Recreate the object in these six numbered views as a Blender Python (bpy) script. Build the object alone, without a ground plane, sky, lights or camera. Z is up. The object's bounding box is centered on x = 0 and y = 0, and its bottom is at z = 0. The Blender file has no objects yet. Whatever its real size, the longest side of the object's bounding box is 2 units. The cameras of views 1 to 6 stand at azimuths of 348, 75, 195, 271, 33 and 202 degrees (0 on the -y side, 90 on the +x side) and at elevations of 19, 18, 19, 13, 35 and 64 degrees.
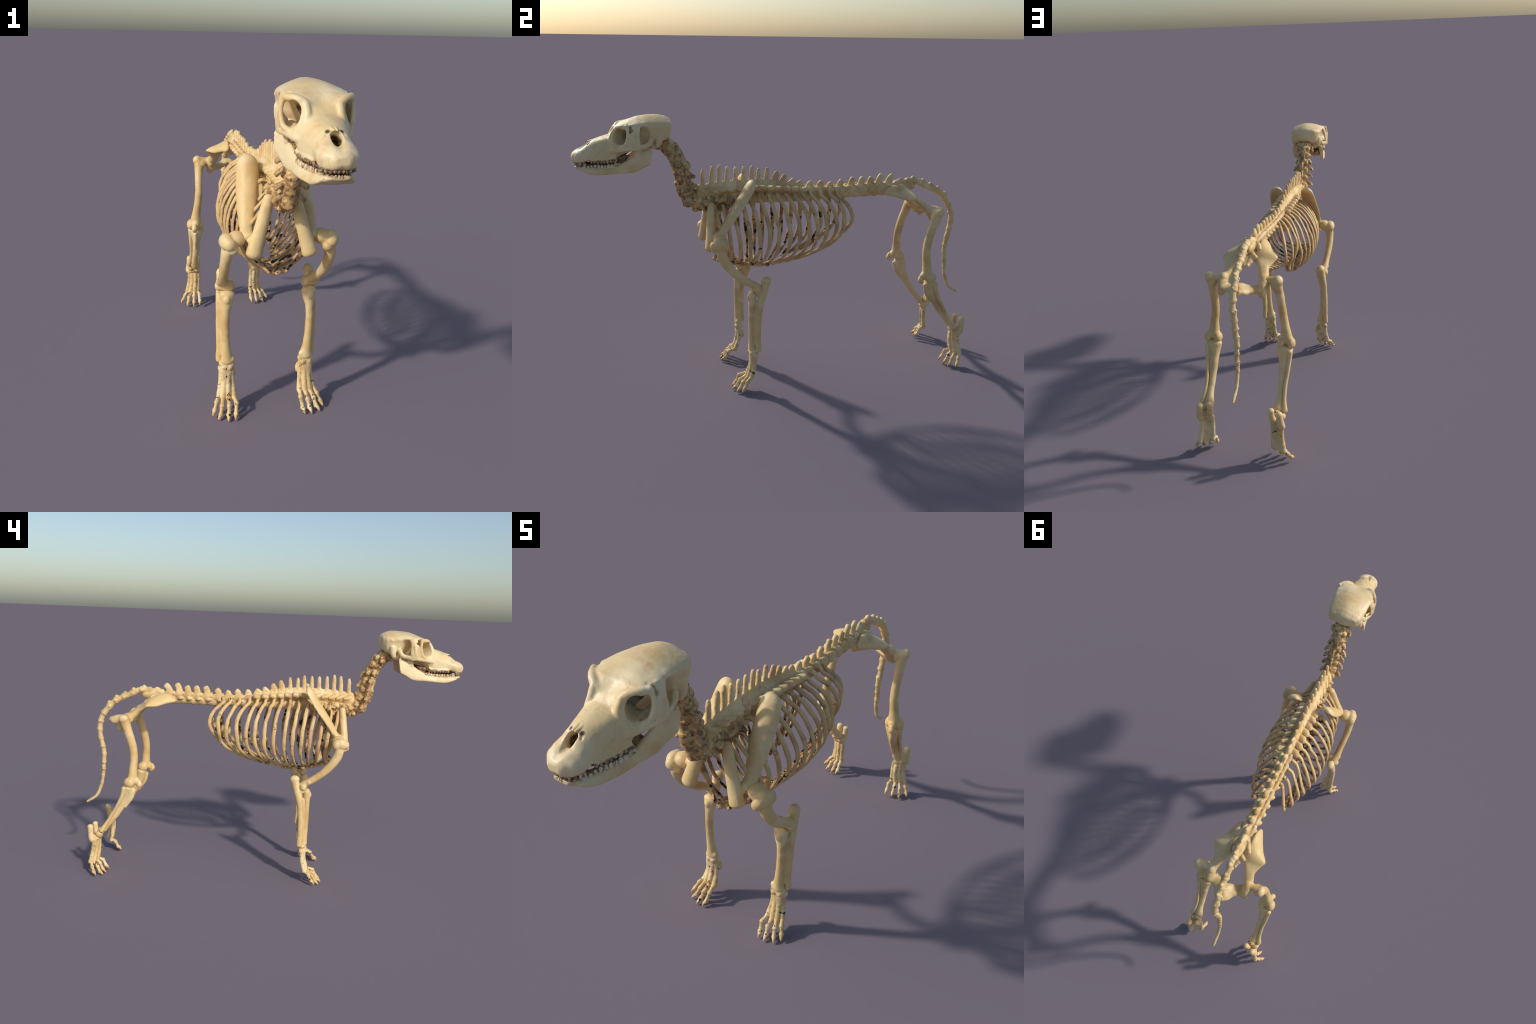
# Dog skeleton, standing. Built bone by bone: lofted shafts, ellipsoid knobs and
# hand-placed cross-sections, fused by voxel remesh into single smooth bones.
import bpy, math, random
import numpy as np
from mathutils import Vector, Matrix, Euler

random.seed(7)
RNG = np.random.default_rng(7)
V = Vector

# ------------------------------------------------------------------ geometry
def catmull(pts, n):
    """smooth open curve through rows of pts, n samples"""
    p = np.asarray(pts, float)
    if len(p) == 2:
        t = np.linspace(0, 1, n)[:, None]
        return p[0] * (1 - t) + p[1] * t
    seg = np.linalg.norm(np.diff(p[:, :3], axis=0), axis=1) ** 0.5 + 1e-6
    k = np.concatenate([[0], np.cumsum(seg)])
    m = np.zeros_like(p)
    m[1:-1] = ((p[2:] - p[1:-1]) / seg[1:, None] * seg[:-1, None] + (p[1:-1] - p[:-2]) / seg[:-1, None] * seg[1:, None]) / (seg[1:] + seg[:-1])[:, None]
    m[0] = (p[1] - p[0]) / seg[0]
    m[-1] = (p[-1] - p[-2]) / seg[-1]
    out = []
    for t in np.linspace(0, k[-1], n):
        i = min(max(np.searchsorted(k, t) - 1, 0), len(p) - 2)
        h = seg[i]
        s = (t - k[i]) / h
        out.append((2 * s**3 - 3 * s**2 + 1) * p[i] + (s**3 - 2 * s**2 + s) * h * m[i] + (-2 * s**3 + 3 * s**2) * p[i + 1] + (s**3 - s**2) * h * m[i + 1])
    return np.array(out)


class Piece:
    def __init__(self, v, f):
        self.v, self.f = np.asarray(v, float), f


def loft(rings, tip0=None, tip1=None):
    rings = [np.asarray(r, float) for r in rings]
    n, m = len(rings), len(rings[0])
    v = np.vstack(rings)
    f = []
    for i in range(n - 1):
        for j in range(m):
            a, b = i * m + j, i * m + (j + 1) % m
            f.append((a, b, b + m, a + m))
    tip0 = rings[0].mean(0) if tip0 is None else tip0
    tip1 = rings[-1].mean(0) if tip1 is None else tip1
    v = np.vstack([v, tip0, tip1])
    a, b = n * m, n * m + 1
    for j in range(m):
        f.append((a, (j + 1) % m, j))
        f.append((b, (n - 1) * m + j, (n - 1) * m + (j + 1) % m))
    return Piece(v, f)


def tube(path, radii, up=(1, 0, 0), seg=14, n=None, cap=0.8, power=2.0, shape=None):
    """path: control points; radii: one number, or one (ru, rv) / number per control point.
    u runs along `up`, v across it. Ends are rounded off."""
    path = np.asarray(path, float)
    if np.isscalar(radii):
        radii = [radii] * len(path)
    rr = np.array([(r, r) if np.isscalar(r) else tuple(r) for r in radii], float)
    n = n or max(8, 5 * len(path))
    c = catmull(np.hstack([path, rr]), n)
    P, R = c[:, :3], np.maximum(c[:, 3:], 1e-4)
    T = np.gradient(P, axis=0)
    T /= np.linalg.norm(T, axis=1)[:, None]
    up = np.asarray(up, float)
    rings = []
    ang = np.linspace(0, 2 * math.pi, seg, endpoint=False)
    cs, sn = np.cos(ang), np.sin(ang)
    if power != 2.0:
        cs = np.sign(cs) * np.abs(cs) ** (2 / power)
        sn = np.sign(sn) * np.abs(sn) ** (2 / power)

    def ring(p, t, r, s=1.0):
        u = up - t * (up @ t)
        u /= np.linalg.norm(u) + 1e-9
        w = np.cross(t, u)
        q = np.outer(cs * r[0] * s, u) + np.outer(sn * r[1] * s, w)
        if shape is not None:
            q += shape(cs, sn, r, u, w)
        return p + q

    e0, e1 = min(R[0]) * cap, min(R[-1]) * cap
    for a in (75, 45, 20):
        rings.append(ring(P[0] - T[0] * e0 * math.sin(math.radians(a)), T[0], R[0], math.cos(math.radians(a))))
    for i in range(n):
        rings.append(ring(P[i], T[i], R[i]))
    for a in (20, 45, 75):
        rings.append(ring(P[-1] + T[-1] * e1 * math.sin(math.radians(a)), T[-1], R[-1], math.cos(math.radians(a))))
    return loft(rings)


def ball(c, r, rot=(0, 0, 0), seg=16):
    r = (r, r, r) if np.isscalar(r) else r
    rings = []
    for a in np.linspace(-80, 80, 9):
        a = math.radians(a)
        t = np.linspace(0, 2 * math.pi, seg, endpoint=False)
        rings.append(np.stack([np.cos(t) * math.cos(a) * r[0], np.sin(t) * math.cos(a) * r[1], np.full(seg, math.sin(a) * r[2])], 1))
    p = loft(rings, np.array([0, 0, -r[2]]), np.array([0, 0, r[2]]))
    m = np.array(Euler([math.radians(x) for x in rot]).to_matrix())
    p.v = p.v @ m.T + np.asarray(c, float)
    return p


def flip(p):
    q = Piece(p.v * [-1, 1, 1], [tuple(reversed(f)) for f in p.f])
    return q


def both(*ps):
    out = []
    for p in ps:
        out += [p, flip(p)]
    return out


def raw_mesh(name, pieces):
    v, f, o = [], [], 0
    for p in pieces:
        v.append(p.v)
        f += [tuple(i + o for i in t) for t in p.f]
        o += len(p.v)
    me = bpy.data.meshes.new(name)
    me.from_pydata(np.vstack(v).tolist(), [], f)
    me.update()
    return me


_tex = {}
def cloud(scale, depth=2):
    k = (scale, depth)
    if k not in _tex:
        t = bpy.data.textures.new("lumps", "CLOUDS")
        t.noise_scale, t.noise_depth = scale, depth
        _tex[k] = t
    return _tex[k]


def fuse(name, pieces, voxel=0.003, smooth=4, cut=(), lumps=(), post=2):
    """union of pieces -> one skin; cut: pieces taken away; lumps: (size, strength) relief"""
    ob = bpy.data.objects.new("tmp_" + name, raw_mesh(name, pieces))
    bpy.context.collection.objects.link(ob)
    helpers = []

    def remesh(v):
        m = ob.modifiers.new("fuse", "REMESH")
        m.mode, m.voxel_size, m.adaptivity = "VOXEL", v, 0.0

    def soften(k, f=0.5):
        if k:
            m = ob.modifiers.new("soften", "SMOOTH")
            m.factor, m.iterations = f, k

    remesh(voxel)
    soften(smooth)
    if cut:
        co = bpy.data.objects.new("tmp_cut", raw_mesh("cut", cut))
        bpy.context.collection.objects.link(co)
        m0 = co.modifiers.new("fuse", "REMESH")
        m0.mode, m0.voxel_size = "VOXEL", voxel
        helpers.append(co)
        m = ob.modifiers.new("cut", "BOOLEAN")
        m.operation, m.object, m.solver = "DIFFERENCE", co, "EXACT"
        remesh(voxel)
        soften(post)
    for size, strength in lumps:
        m = ob.modifiers.new("lumps", "DISPLACE")
        m.texture, m.strength, m.mid_level, m.texture_coords = cloud(size), strength, 0.5, "LOCAL"
    dg = bpy.context.evaluated_depsgraph_get()
    me = bpy.data.meshes.new_from_object(ob.evaluated_get(dg))
    me.name = name
    for h in helpers + [ob]:
        d = h.data
        bpy.data.objects.remove(h)
        bpy.data.meshes.remove(d)
    me.materials.clear()
    me.polygons.foreach_set("use_smooth", [True] * len(me.polygons))
    return me


def mirrored(me):
    m = me.copy()
    co = np.empty(len(m.vertices) * 3, np.float32)
    m.vertices.foreach_get("co", co)
    co[0::3] *= -1
    m.vertices.foreach_set("co", co)
    m.flip_normals()
    m.update()
    return m


# ----------------------------------------------------------------- materials
def srgb(r, g, b):
    f = lambda c: ((c / 255 + 0.055) / 1.055) ** 2.4 if c > 10 else c / 255 / 12.92
    return (f(r), f(g), f(b), 1)


class Nodes:
    def __init__(self, name):
        self.m = bpy.data.materials.new(name)
        self.m.use_nodes = True
        self.t = self.m.node_tree
        self.bsdf = self.t.nodes["Principled BSDF"]
        self.co = self.t.nodes.new("ShaderNodeTexCoord").outputs["Object"]

    def noise(self, scale, detail=3, rough=0.55, stretch=None, offset=0.0):
        mp = self.t.nodes.new("ShaderNodeMapping")
        mp.inputs["Location"].default_value = (offset, offset * 0.7, offset * 1.3)
        if stretch:
            mp.inputs["Scale"].default_value = stretch
        self.t.links.new(self.co, mp.inputs["Vector"])
        n = self.t.nodes.new("ShaderNodeTexNoise")
        n.inputs["Scale"].default_value, n.inputs["Detail"].default_value, n.inputs["Roughness"].default_value = scale, detail, rough
        self.t.links.new(mp.outputs[0], n.inputs["Vector"])
        return n.outputs["Fac"]

    def ramp(self, fac, a, b, va=0.0, vb=1.0):
        n = self.t.nodes.new("ShaderNodeMapRange")
        n.interpolation_type = "SMOOTHSTEP"
        n.inputs["From Min"].default_value, n.inputs["From Max"].default_value = a, b
        n.inputs["To Min"].default_value, n.inputs["To Max"].default_value = va, vb
        self.t.links.new(fac, n.inputs["Value"])
        return n.outputs["Result"]

    def math(self, op, a, b):
        n = self.t.nodes.new("ShaderNodeMath")
        n.operation = op
        for i, x in enumerate((a, b)):
            if isinstance(x, (int, float)):
                n.inputs[i].default_value = x
            else:
                self.t.links.new(x, n.inputs[i])
        return n.outputs[0]

    def mix(self, a, b, fac):
        n = self.t.nodes.new("ShaderNodeMix")
        n.data_type = "RGBA"
        for sock, x in ((n.inputs["A"], a), (n.inputs["B"], b)):
            if isinstance(x, tuple):
                sock.default_value = x
            else:
                self.t.links.new(x, sock)
        if isinstance(fac, (int, float)):
            n.inputs["Factor"].default_value = fac
        else:
            self.t.links.new(fac, n.inputs["Factor"])
        return n.outputs["Result"]

    def axis(self, i):
        n = self.t.nodes.new("ShaderNodeSeparateXYZ")
        self.t.links.new(self.co, n.inputs[0])
        return n.outputs[i]

    def done(self, colour, bump=None, dist=0.002, strength=0.35, rough=0.45):
        self.t.links.new(colour, self.bsdf.inputs["Base Color"])
        self.bsdf.inputs["Roughness"].default_value = rough
        self.bsdf.inputs["Specular IOR Level"].default_value = 0.4
        if bump is not None:
            n = self.t.nodes.new("ShaderNodeBump")
            n.inputs["Strength"].default_value, n.inputs["Distance"].default_value = strength, dist
            self.t.links.new(bump, n.inputs["Height"])
            self.t.links.new(n.outputs[0], self.bsdf.inputs["Normal"])
        return self.m


CREAM, PALE, OCHRE = srgb(220, 189, 130), srgb(230, 206, 156), srgb(198, 160, 100)  # albedo lowered and yellowed toward the sunlit tone and baked shade
ROSE, BROWN, DARK, BLACK = srgb(208, 160, 128), srgb(140, 106, 70), srgb(78, 60, 42), srgb(24, 20, 18)


def bone(name, pink=0.35, stain=0.3, soot=0.0, grime=0.0, scale=1.0, base=(CREAM, PALE, OCHRE), bump=0.3):
    """bleached bone; pink/stain/soot/grime = how much of each kind of patch"""
    k = Nodes(name)
    big = k.noise(5 * scale, 3)
    c = k.mix(base[0], base[1], k.ramp(big, 0.4, 0.65))
    c = k.mix(c, base[2], k.math("MULTIPLY", k.ramp(k.noise(9 * scale, 4, offset=3.1), 0.48, 0.7), 0.75))
    c = k.mix(c, ROSE, k.math("MULTIPLY", k.ramp(k.noise(13 * scale, 3, offset=7.7), 0.54, 0.72), pink))
    if stain:
        c = k.mix(c, BROWN, k.math("MULTIPLY", k.ramp(k.noise(22 * scale, 5, 0.65, offset=11.3), 0.55, 0.72), stain))
    if grime:
        g = k.noise(30 * scale, 6, 0.7, offset=17.0)
        c = k.mix(c, BROWN, k.ramp(g, 0.62 - 0.3 * grime, 0.72 - 0.2 * grime))
        c = k.mix(c, DARK, k.ramp(k.noise(38 * scale, 6, 0.7, offset=23.0), 0.70 - 0.22 * grime, 0.80 - 0.22 * grime))
    if soot:
        c = k.mix(c, BLACK, k.ramp(k.noise(34 * scale, 4, 0.6, offset=31.0), 0.72 - 0.12 * soot, 0.75 - 0.12 * soot))
    b = k.math("ADD", k.noise(60, 4), k.math("MULTIPLY", k.noise(260, 3), 0.4))
    return k.done(c, b, 0.003, bump)


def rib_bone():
    """like bone(), with brown and black patches; cage-side faces darkened for baked occlusion"""
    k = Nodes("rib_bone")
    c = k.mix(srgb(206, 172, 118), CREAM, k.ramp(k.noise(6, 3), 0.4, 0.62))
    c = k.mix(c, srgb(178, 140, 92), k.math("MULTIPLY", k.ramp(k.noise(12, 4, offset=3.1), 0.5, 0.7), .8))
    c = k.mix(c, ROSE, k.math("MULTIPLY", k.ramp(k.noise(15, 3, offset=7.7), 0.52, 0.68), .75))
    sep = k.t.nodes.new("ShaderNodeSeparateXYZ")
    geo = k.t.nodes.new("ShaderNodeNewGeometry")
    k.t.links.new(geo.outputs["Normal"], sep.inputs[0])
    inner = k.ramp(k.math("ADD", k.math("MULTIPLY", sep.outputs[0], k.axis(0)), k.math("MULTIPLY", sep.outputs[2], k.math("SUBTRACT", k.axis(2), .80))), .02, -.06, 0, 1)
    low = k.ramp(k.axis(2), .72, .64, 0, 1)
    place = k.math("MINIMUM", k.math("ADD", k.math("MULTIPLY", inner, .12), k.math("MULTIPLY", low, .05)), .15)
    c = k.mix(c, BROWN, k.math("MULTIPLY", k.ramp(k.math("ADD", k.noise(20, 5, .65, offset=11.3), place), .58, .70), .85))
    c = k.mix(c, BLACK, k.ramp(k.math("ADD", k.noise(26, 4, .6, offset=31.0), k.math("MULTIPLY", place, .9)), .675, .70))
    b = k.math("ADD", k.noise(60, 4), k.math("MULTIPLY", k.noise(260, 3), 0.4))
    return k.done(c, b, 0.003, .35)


def skull_bone():
    k = Nodes("skull_bone")
    c = k.mix(srgb(222, 196, 144), srgb(230, 210, 166), k.ramp(k.noise(7, 3), 0.4, 0.62))
    c = k.mix(c, srgb(214, 174, 112), k.math("MULTIPLY", k.ramp(k.noise(11, 4, offset=3.1), 0.5, 0.7), 0.8))
    c = k.mix(c, srgb(216, 176, 142), k.math("MULTIPLY", k.ramp(k.noise(16, 3, offset=7.7), 0.56, 0.72), 0.5))
    # fine sutures, broken
    warp = k.t.nodes.new("ShaderNodeTexNoise")
    warp.inputs["Scale"].default_value, warp.inputs["Detail"].default_value = 18, 3
    k.t.links.new(k.co, warp.inputs["Vector"])
    off = k.t.nodes.new("ShaderNodeVectorMath")
    off.operation = "MULTIPLY_ADD"
    k.t.links.new(warp.outputs["Color"], off.inputs[0])
    off.inputs[1].default_value = (.035, .035, .035)
    k.t.links.new(k.co, off.inputs[2])
    vor = k.t.nodes.new("ShaderNodeTexVoronoi")
    vor.feature = "DISTANCE_TO_EDGE"
    vor.inputs["Scale"].default_value = 11
    k.t.links.new(off.outputs[0], vor.inputs["Vector"])
    seam = k.math("MULTIPLY", k.ramp(vor.outputs["Distance"], .004, .018, 1, 0), k.ramp(k.noise(10, 2, offset=41), .50, .60))
    c = k.mix(c, srgb(150, 112, 72), k.math("MULTIPLY", seam, .2))
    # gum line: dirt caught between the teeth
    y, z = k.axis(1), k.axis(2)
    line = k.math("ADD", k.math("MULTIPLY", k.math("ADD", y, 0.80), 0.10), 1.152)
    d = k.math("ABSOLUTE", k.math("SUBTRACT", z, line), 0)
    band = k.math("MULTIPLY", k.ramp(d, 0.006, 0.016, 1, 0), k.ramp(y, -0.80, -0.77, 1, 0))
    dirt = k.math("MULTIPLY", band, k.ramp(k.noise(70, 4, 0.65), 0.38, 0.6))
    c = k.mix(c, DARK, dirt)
    # recess shadow painted dark brown into the eye sockets and the nose
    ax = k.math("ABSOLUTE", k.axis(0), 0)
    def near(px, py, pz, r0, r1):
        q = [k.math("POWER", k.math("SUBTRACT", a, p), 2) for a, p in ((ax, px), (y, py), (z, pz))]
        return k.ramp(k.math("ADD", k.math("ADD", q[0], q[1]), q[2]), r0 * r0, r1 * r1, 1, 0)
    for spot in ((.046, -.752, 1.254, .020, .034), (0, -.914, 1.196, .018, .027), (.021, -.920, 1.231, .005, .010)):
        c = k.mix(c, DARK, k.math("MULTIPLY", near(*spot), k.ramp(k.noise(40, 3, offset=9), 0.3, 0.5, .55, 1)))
    # pits
    c = k.mix(c, DARK, k.math("MULTIPLY", k.ramp(k.noise(90, 2, offset=5), 0.74, 0.78), 0.7))
    b = k.math("SUBTRACT", k.math("ADD", k.noise(45, 4), k.math("MULTIPLY", k.noise(220, 3), 0.35)), k.math("MULTIPLY", seam, .12))
    return k.done(c, b, 0.003, 0.28, 0.42)


MAT = {
    "limb": bone("limb_bone", pink=0.35, stain=0.12, soot=0.0),
    "paw": bone("paw_bone", pink=0.6, stain=0.6, soot=0.85, scale=1.6),
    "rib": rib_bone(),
    "spine": bone("spine_bone", pink=0.95, stain=0.45, grime=0.0, scale=1.3),
    "neck": bone("neck_bone", pink=0.5, stain=0.6, grime=0.58, scale=1.3, base=(srgb(204, 168, 112), CREAM, srgb(180, 144, 94))),
    "tail": bone("tail_bone", pink=0.35, stain=0.5, scale=1.3),
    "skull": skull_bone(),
    "tooth": bone("tooth_enamel", pink=0.2, stain=0.6, grime=0.45, scale=2.2, base=(srgb(216, 196, 158), srgb(230, 216, 190), srgb(190, 160, 116))),
    "upper_tooth": bone("stained_enamel", pink=0.2, stain=0.9, grime=0.75, scale=2.2, base=(srgb(206, 182, 140), srgb(226, 208, 176), srgb(168, 134, 92))),
    "dark_jaw_gap": bone("dark_jaw_gap_brown", pink=0.1, stain=0.8, grime=1.0, scale=1.6, base=(srgb(110, 82, 56), srgb(130, 100, 68), srgb(90, 66, 46))),
    "claw": bone("claw_horn", pink=0.8, stain=0.8, soot=0.9, scale=2.0, base=(srgb(196, 150, 116), srgb(214, 178, 140), srgb(150, 108, 76))),
}

# ----------------------------------------------------------------- hierarchy
ROOT = bpy.data.objects.new("dog_skeleton", None)
bpy.context.collection.objects.link(ROOT)
ROOT["label"] = "cream bone skeleton of a standing dog"
ROOT["category"] = "dog skeleton"
ROOT.empty_display_size = 0.2


def put(name, me, mat, parent=None):
    o = bpy.data.objects.new(name, me)
    bpy.context.collection.objects.link(o)
    o.parent = parent or ROOT
    if not me.materials:
        me.materials.append(MAT[mat])
    return o


def pair(name, me, mat, parents=(None, None)):
    m2 = mirrored(me)
    return put(name, me, mat, parents[0]), put(name, m2, mat, parents[1])


# --------------------------------------------------------------------- skull
def half_ring(pts, y, n=24):
    """closed cross-section in the plane y, from a half profile (x, z) top to bottom"""
    p = np.array(pts, float)
    q = np.vstack([p[1] * [-1, 1], p, p[-2] * [-1, 1]])          # mirrored neighbours keep the midline round
    c = catmull(np.hstack([q, np.zeros((len(q), 1))]), 240)[:, :2]
    c = c[np.argmin(np.hypot(*(c[:60] - p[0]).T)):len(c) - 60 + np.argmin(np.hypot(*(c[-60:] - p[-1]).T)) + 1]
    d = np.concatenate([[0], np.cumsum(np.linalg.norm(np.diff(c, axis=0), axis=1))])
    e = np.linspace(0, d[-1], n)
    x, z = np.maximum(np.interp(e, d, c[:, 0]), 0), np.interp(e, d, c[:, 1])
    x[0] = x[-1] = 0
    right = [(x[i], y, z[i]) for i in range(n)]
    left = [(-x[i], y, z[i]) for i in range(n - 2, 0, -1)]
    return right + left


SKULL_STATIONS = [
    (-.556, [(0, 1.317), (.02, 1.314), (.036, 1.306), (.03, 1.285), (.015, 1.270), (0, 1.266)]),
    (-.565, [(0, 1.326), (.04, 1.318), (.066, 1.306), (.062, 1.282), (.040, 1.258), (0, 1.250)]),
    (-.585, [(0, 1.337), (.045, 1.326), (.082, 1.305), (.080, 1.280), (.062, 1.240), (0, 1.236)]),
    (-.61, [(0, 1.343), (.048, 1.330), (.088, 1.305), (.087, 1.280), (.074, 1.235), (0, 1.222)]),
    (-.635, [(0, 1.344), (.050, 1.332), (.090, 1.306), (.086, 1.280), (.072, 1.235), (0, 1.212)]),
    (-.656, [(0, 1.343), (.052, 1.332), (.092, 1.307), (.086, 1.280), (.070, 1.240), (0, 1.206)]),
    (-.668, [(0, 1.342), (.053, 1.332), (.094, 1.307), (.074, 1.284), (.050, 1.242), (0, 1.205)]),
    (-.68, [(0, 1.341), (.054, 1.331), (.095, 1.308), (.070, 1.288), (.042, 1.245), (0, 1.204)]),
    (-.71, [(0, 1.337), (.054, 1.328), (.096, 1.308), (.068, 1.290), (.038, 1.245), (0, 1.202)]),
    (-.745, [(0, 1.324), (.052, 1.320), (.092, 1.306), (.070, 1.290), (.036, 1.240), (0, 1.196)]),
    (-.775, [(0, 1.306), (.048, 1.311), (.086, 1.302), (.080, 1.275), (.068, 1.216), (.044, 1.186), (0, 1.176)]),
    (-.80, [(0, 1.284), (.040, 1.292), (.070, 1.288), (.082, 1.255), (.080, 1.205), (.062, 1.166), (0, 1.163)]),
    (-.83, [(0, 1.262), (.030, 1.258), (.054, 1.247), (.069, 1.222), (.073, 1.190), (.066, 1.158), (0, 1.156)]),
    (-.87, [(0, 1.251), (.022, 1.248), (.044, 1.237), (.060, 1.207), (.063, 1.180), (.058, 1.152), (0, 1.150)]),
    (-.905, [(0, 1.239), (.019, 1.236), (.038, 1.223), (.054, 1.195), (.056, 1.175), (.052, 1.151), (0, 1.148)]),
    (-.93, [(0, 1.224), (.020, 1.221), (.040, 1.207), (.054, 1.185), (.055, 1.172), (.050, 1.156), (0, 1.150)]),
    (-.955, [(0, 1.201), (.025, 1.203), (.046, 1.193), (.057, 1.173), (.054, 1.152), (.044, 1.141), (0, 1.142)]),
    (-.98, [(0, 1.192), (.022, 1.193), (.038, 1.183), (.045, 1.166), (.042, 1.148), (.032, 1.137), (0, 1.139)]),
    (-.995, [(0, 1.183), (.016, 1.183), (.027, 1.175), (.030, 1.163), (.027, 1.150), (.018, 1.143), (0, 1.146)]),
    (-1.001, [(0, 1.175), (.010, 1.175), (.018, 1.169), (.020, 1.163), (.017, 1.156), (.011, 1.153), (0, 1.154)]),
]
cranium = loft([half_ring(p, y) for y, p in SKULL_STATIONS])
cranium.f = [tuple(reversed(f)) for f in cranium.f]
cheek = [
    # zygomatic plate below the eye, with two soft vertical ridges
    tube([(.090, -.716, 1.306), (.097, -.722, 1.28), (.104, -.728, 1.245), (.104, -.735, 1.218), (.103, -.738, 1.206)], [(.007, .022), (.007, .020), (.007, .026), (.0075, .030), (.0075, .028)], up=(1, 0, 0)),
    tube([(.106, -.722, 1.27), (.108, -.728, 1.24), (.105, -.738, 1.208)], .006),
    tube([(.106, -.745, 1.262), (.107, -.748, 1.235), (.103, -.757, 1.208)], .005),
    # bar behind the eye, and rim below it
    tube([(.094, -.758, 1.305), (.103, -.755, 1.278), (.104, -.757, 1.25), (.098, -.768, 1.222), (.086, -.785, 1.212)], [.009, .0075, .008, .009, .010]),
    tube([(.104, -.742, 1.207), (.094, -.768, 1.204), (.080, -.800, 1.200), (.068, -.825, 1.196)], [.009, .0095, .012, .014]),
    # arch back to the jaw joint
    tube([(.101, -.720, 1.208), (.099, -.700, 1.214), (.092, -.680, 1.217), (.086, -.662, 1.226), (.082, -.652, 1.246)], [(.008, .011), (.007, .011), (.007, .011), (.010, .012), (.010, .012)]),
    # brow
    tube([(.030, -.802, 1.276), (.058, -.795, 1.292), (.080, -.778, 1.299), (.097, -.755, 1.300)], [.010, .013, .012, .010]),
    tube([(.048, -.806, 1.284), (.047, -.822, 1.256), (.056, -.826, 1.228), (.072, -.812, 1.205)], [.011, .012, .013, .014]),
    # crest at the back of the head
    tube([(.045, -.568, 1.315), (.078, -.592, 1.304), (.088, -.612, 1.294)], .005),
    # mastoid
    tube([(.074, -.615, 1.26), (.076, -.62, 1.23), (.075, -.626, 1.214)], [.018, .015, .011]),
    # muzzle bulge and tooth sockets
    ball((.026, -.960, 1.169), (.029, .030, .026)),
    tube([(.070, -.80, 1.160), (.064, -.84, 1.155), (.058, -.88, 1.154), (.053, -.915, 1.154)], [.010, .008, .007, .006]),
    # floor behind the eye
    ball((.062, -.715, 1.216), (.018, .034, .016)), ball((.074, -.742, 1.212), (.020, .030, .009)), ball((.050, -.765, 1.212), (.024, .030, .018)),
    # ear bulla and base of skull
    ball((.045, -.645, 1.212), (.024, .026, .018)),
]
base = [tube([(0, -.60, 1.225), (0, -.66, 1.205), (0, -.74, 1.195), (0, -.80, 1.175)], [(.03, .016), (.025, .015), (.02, .015), (.03, .012)])]


def socket(c, d, r, r2, length, up=(0, 0, 1)):
    c, d = np.array(c, float), np.array(d, float)
    d /= np.linalg.norm(d)
    return tube([c - d * 0.05, c, c + d * length * .6, c + d * length], [(r * 1.25, r2 * 1.25), (r, r2), (r * .95, r2 * .95), (r * .7, r2 * .7)], up=up, seg=20)


holes = both(
    socket((.072, -.783, 1.258), (-.72, .69, -.04), .0345, .028, .052),
    tube([(.03, -.938, 1.148), (.09, -.938, 1.148)], .0085),
    tube([(.094, -.738, 1.284), (.125, -.738, 1.290)], [.006, .009]),
    # shallow pit above the brow end
    ball((.085, -.752, 1.318), (.012, .012, .010)),
    # hollow behind the last upper tooth
    ball((.076, -.776, 1.166), (.032, .036, .024)),
    # slit in the rim of the cheek
    tube([(.112, -.770, 1.207), (.100, -.752, 1.226)], .0035),
)
holes += [
    # nose opening, a slot under the tip of the nasal bones
    tube([(0, -.976, 1.256), (0, -.938, 1.216), (0, -.914, 1.190), (0, -.880, 1.180)], [(.0165, .024), (.0165, .022), (.0165, .018), (.013, .012)]),
    # floor of the nose, a trough running forward
    tube([(0, -.925, 1.216), (0, -.955, 1.208), (0, -.978, 1.204), (0, -.990, 1.203)], [(.0165, .016), (.0145, .0145), (.0105, .011), (.006, .007)]),
    # seam between the two front bones
    tube([(0, -.962, 1.204), (0, -.986, 1.196), (0, -1.004, 1.178), (0, -1.003, 1.158)], .0032),
    # roof of the mouth
    tube([(0, -.79, 1.128), (0, -.88, 1.134), (0, -.955, 1.134)], [(.044, .024), (.042, .020), (.034, .014)]),
]
holes += both(tube([(.014, -.915, 1.238), (.022, -.920, 1.230), (.026, -.928, 1.218)], [.004, .0055, .004]))
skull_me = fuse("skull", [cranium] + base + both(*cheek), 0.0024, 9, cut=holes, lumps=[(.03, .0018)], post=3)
SKULL = put("skull", skull_me, "skull")

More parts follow.
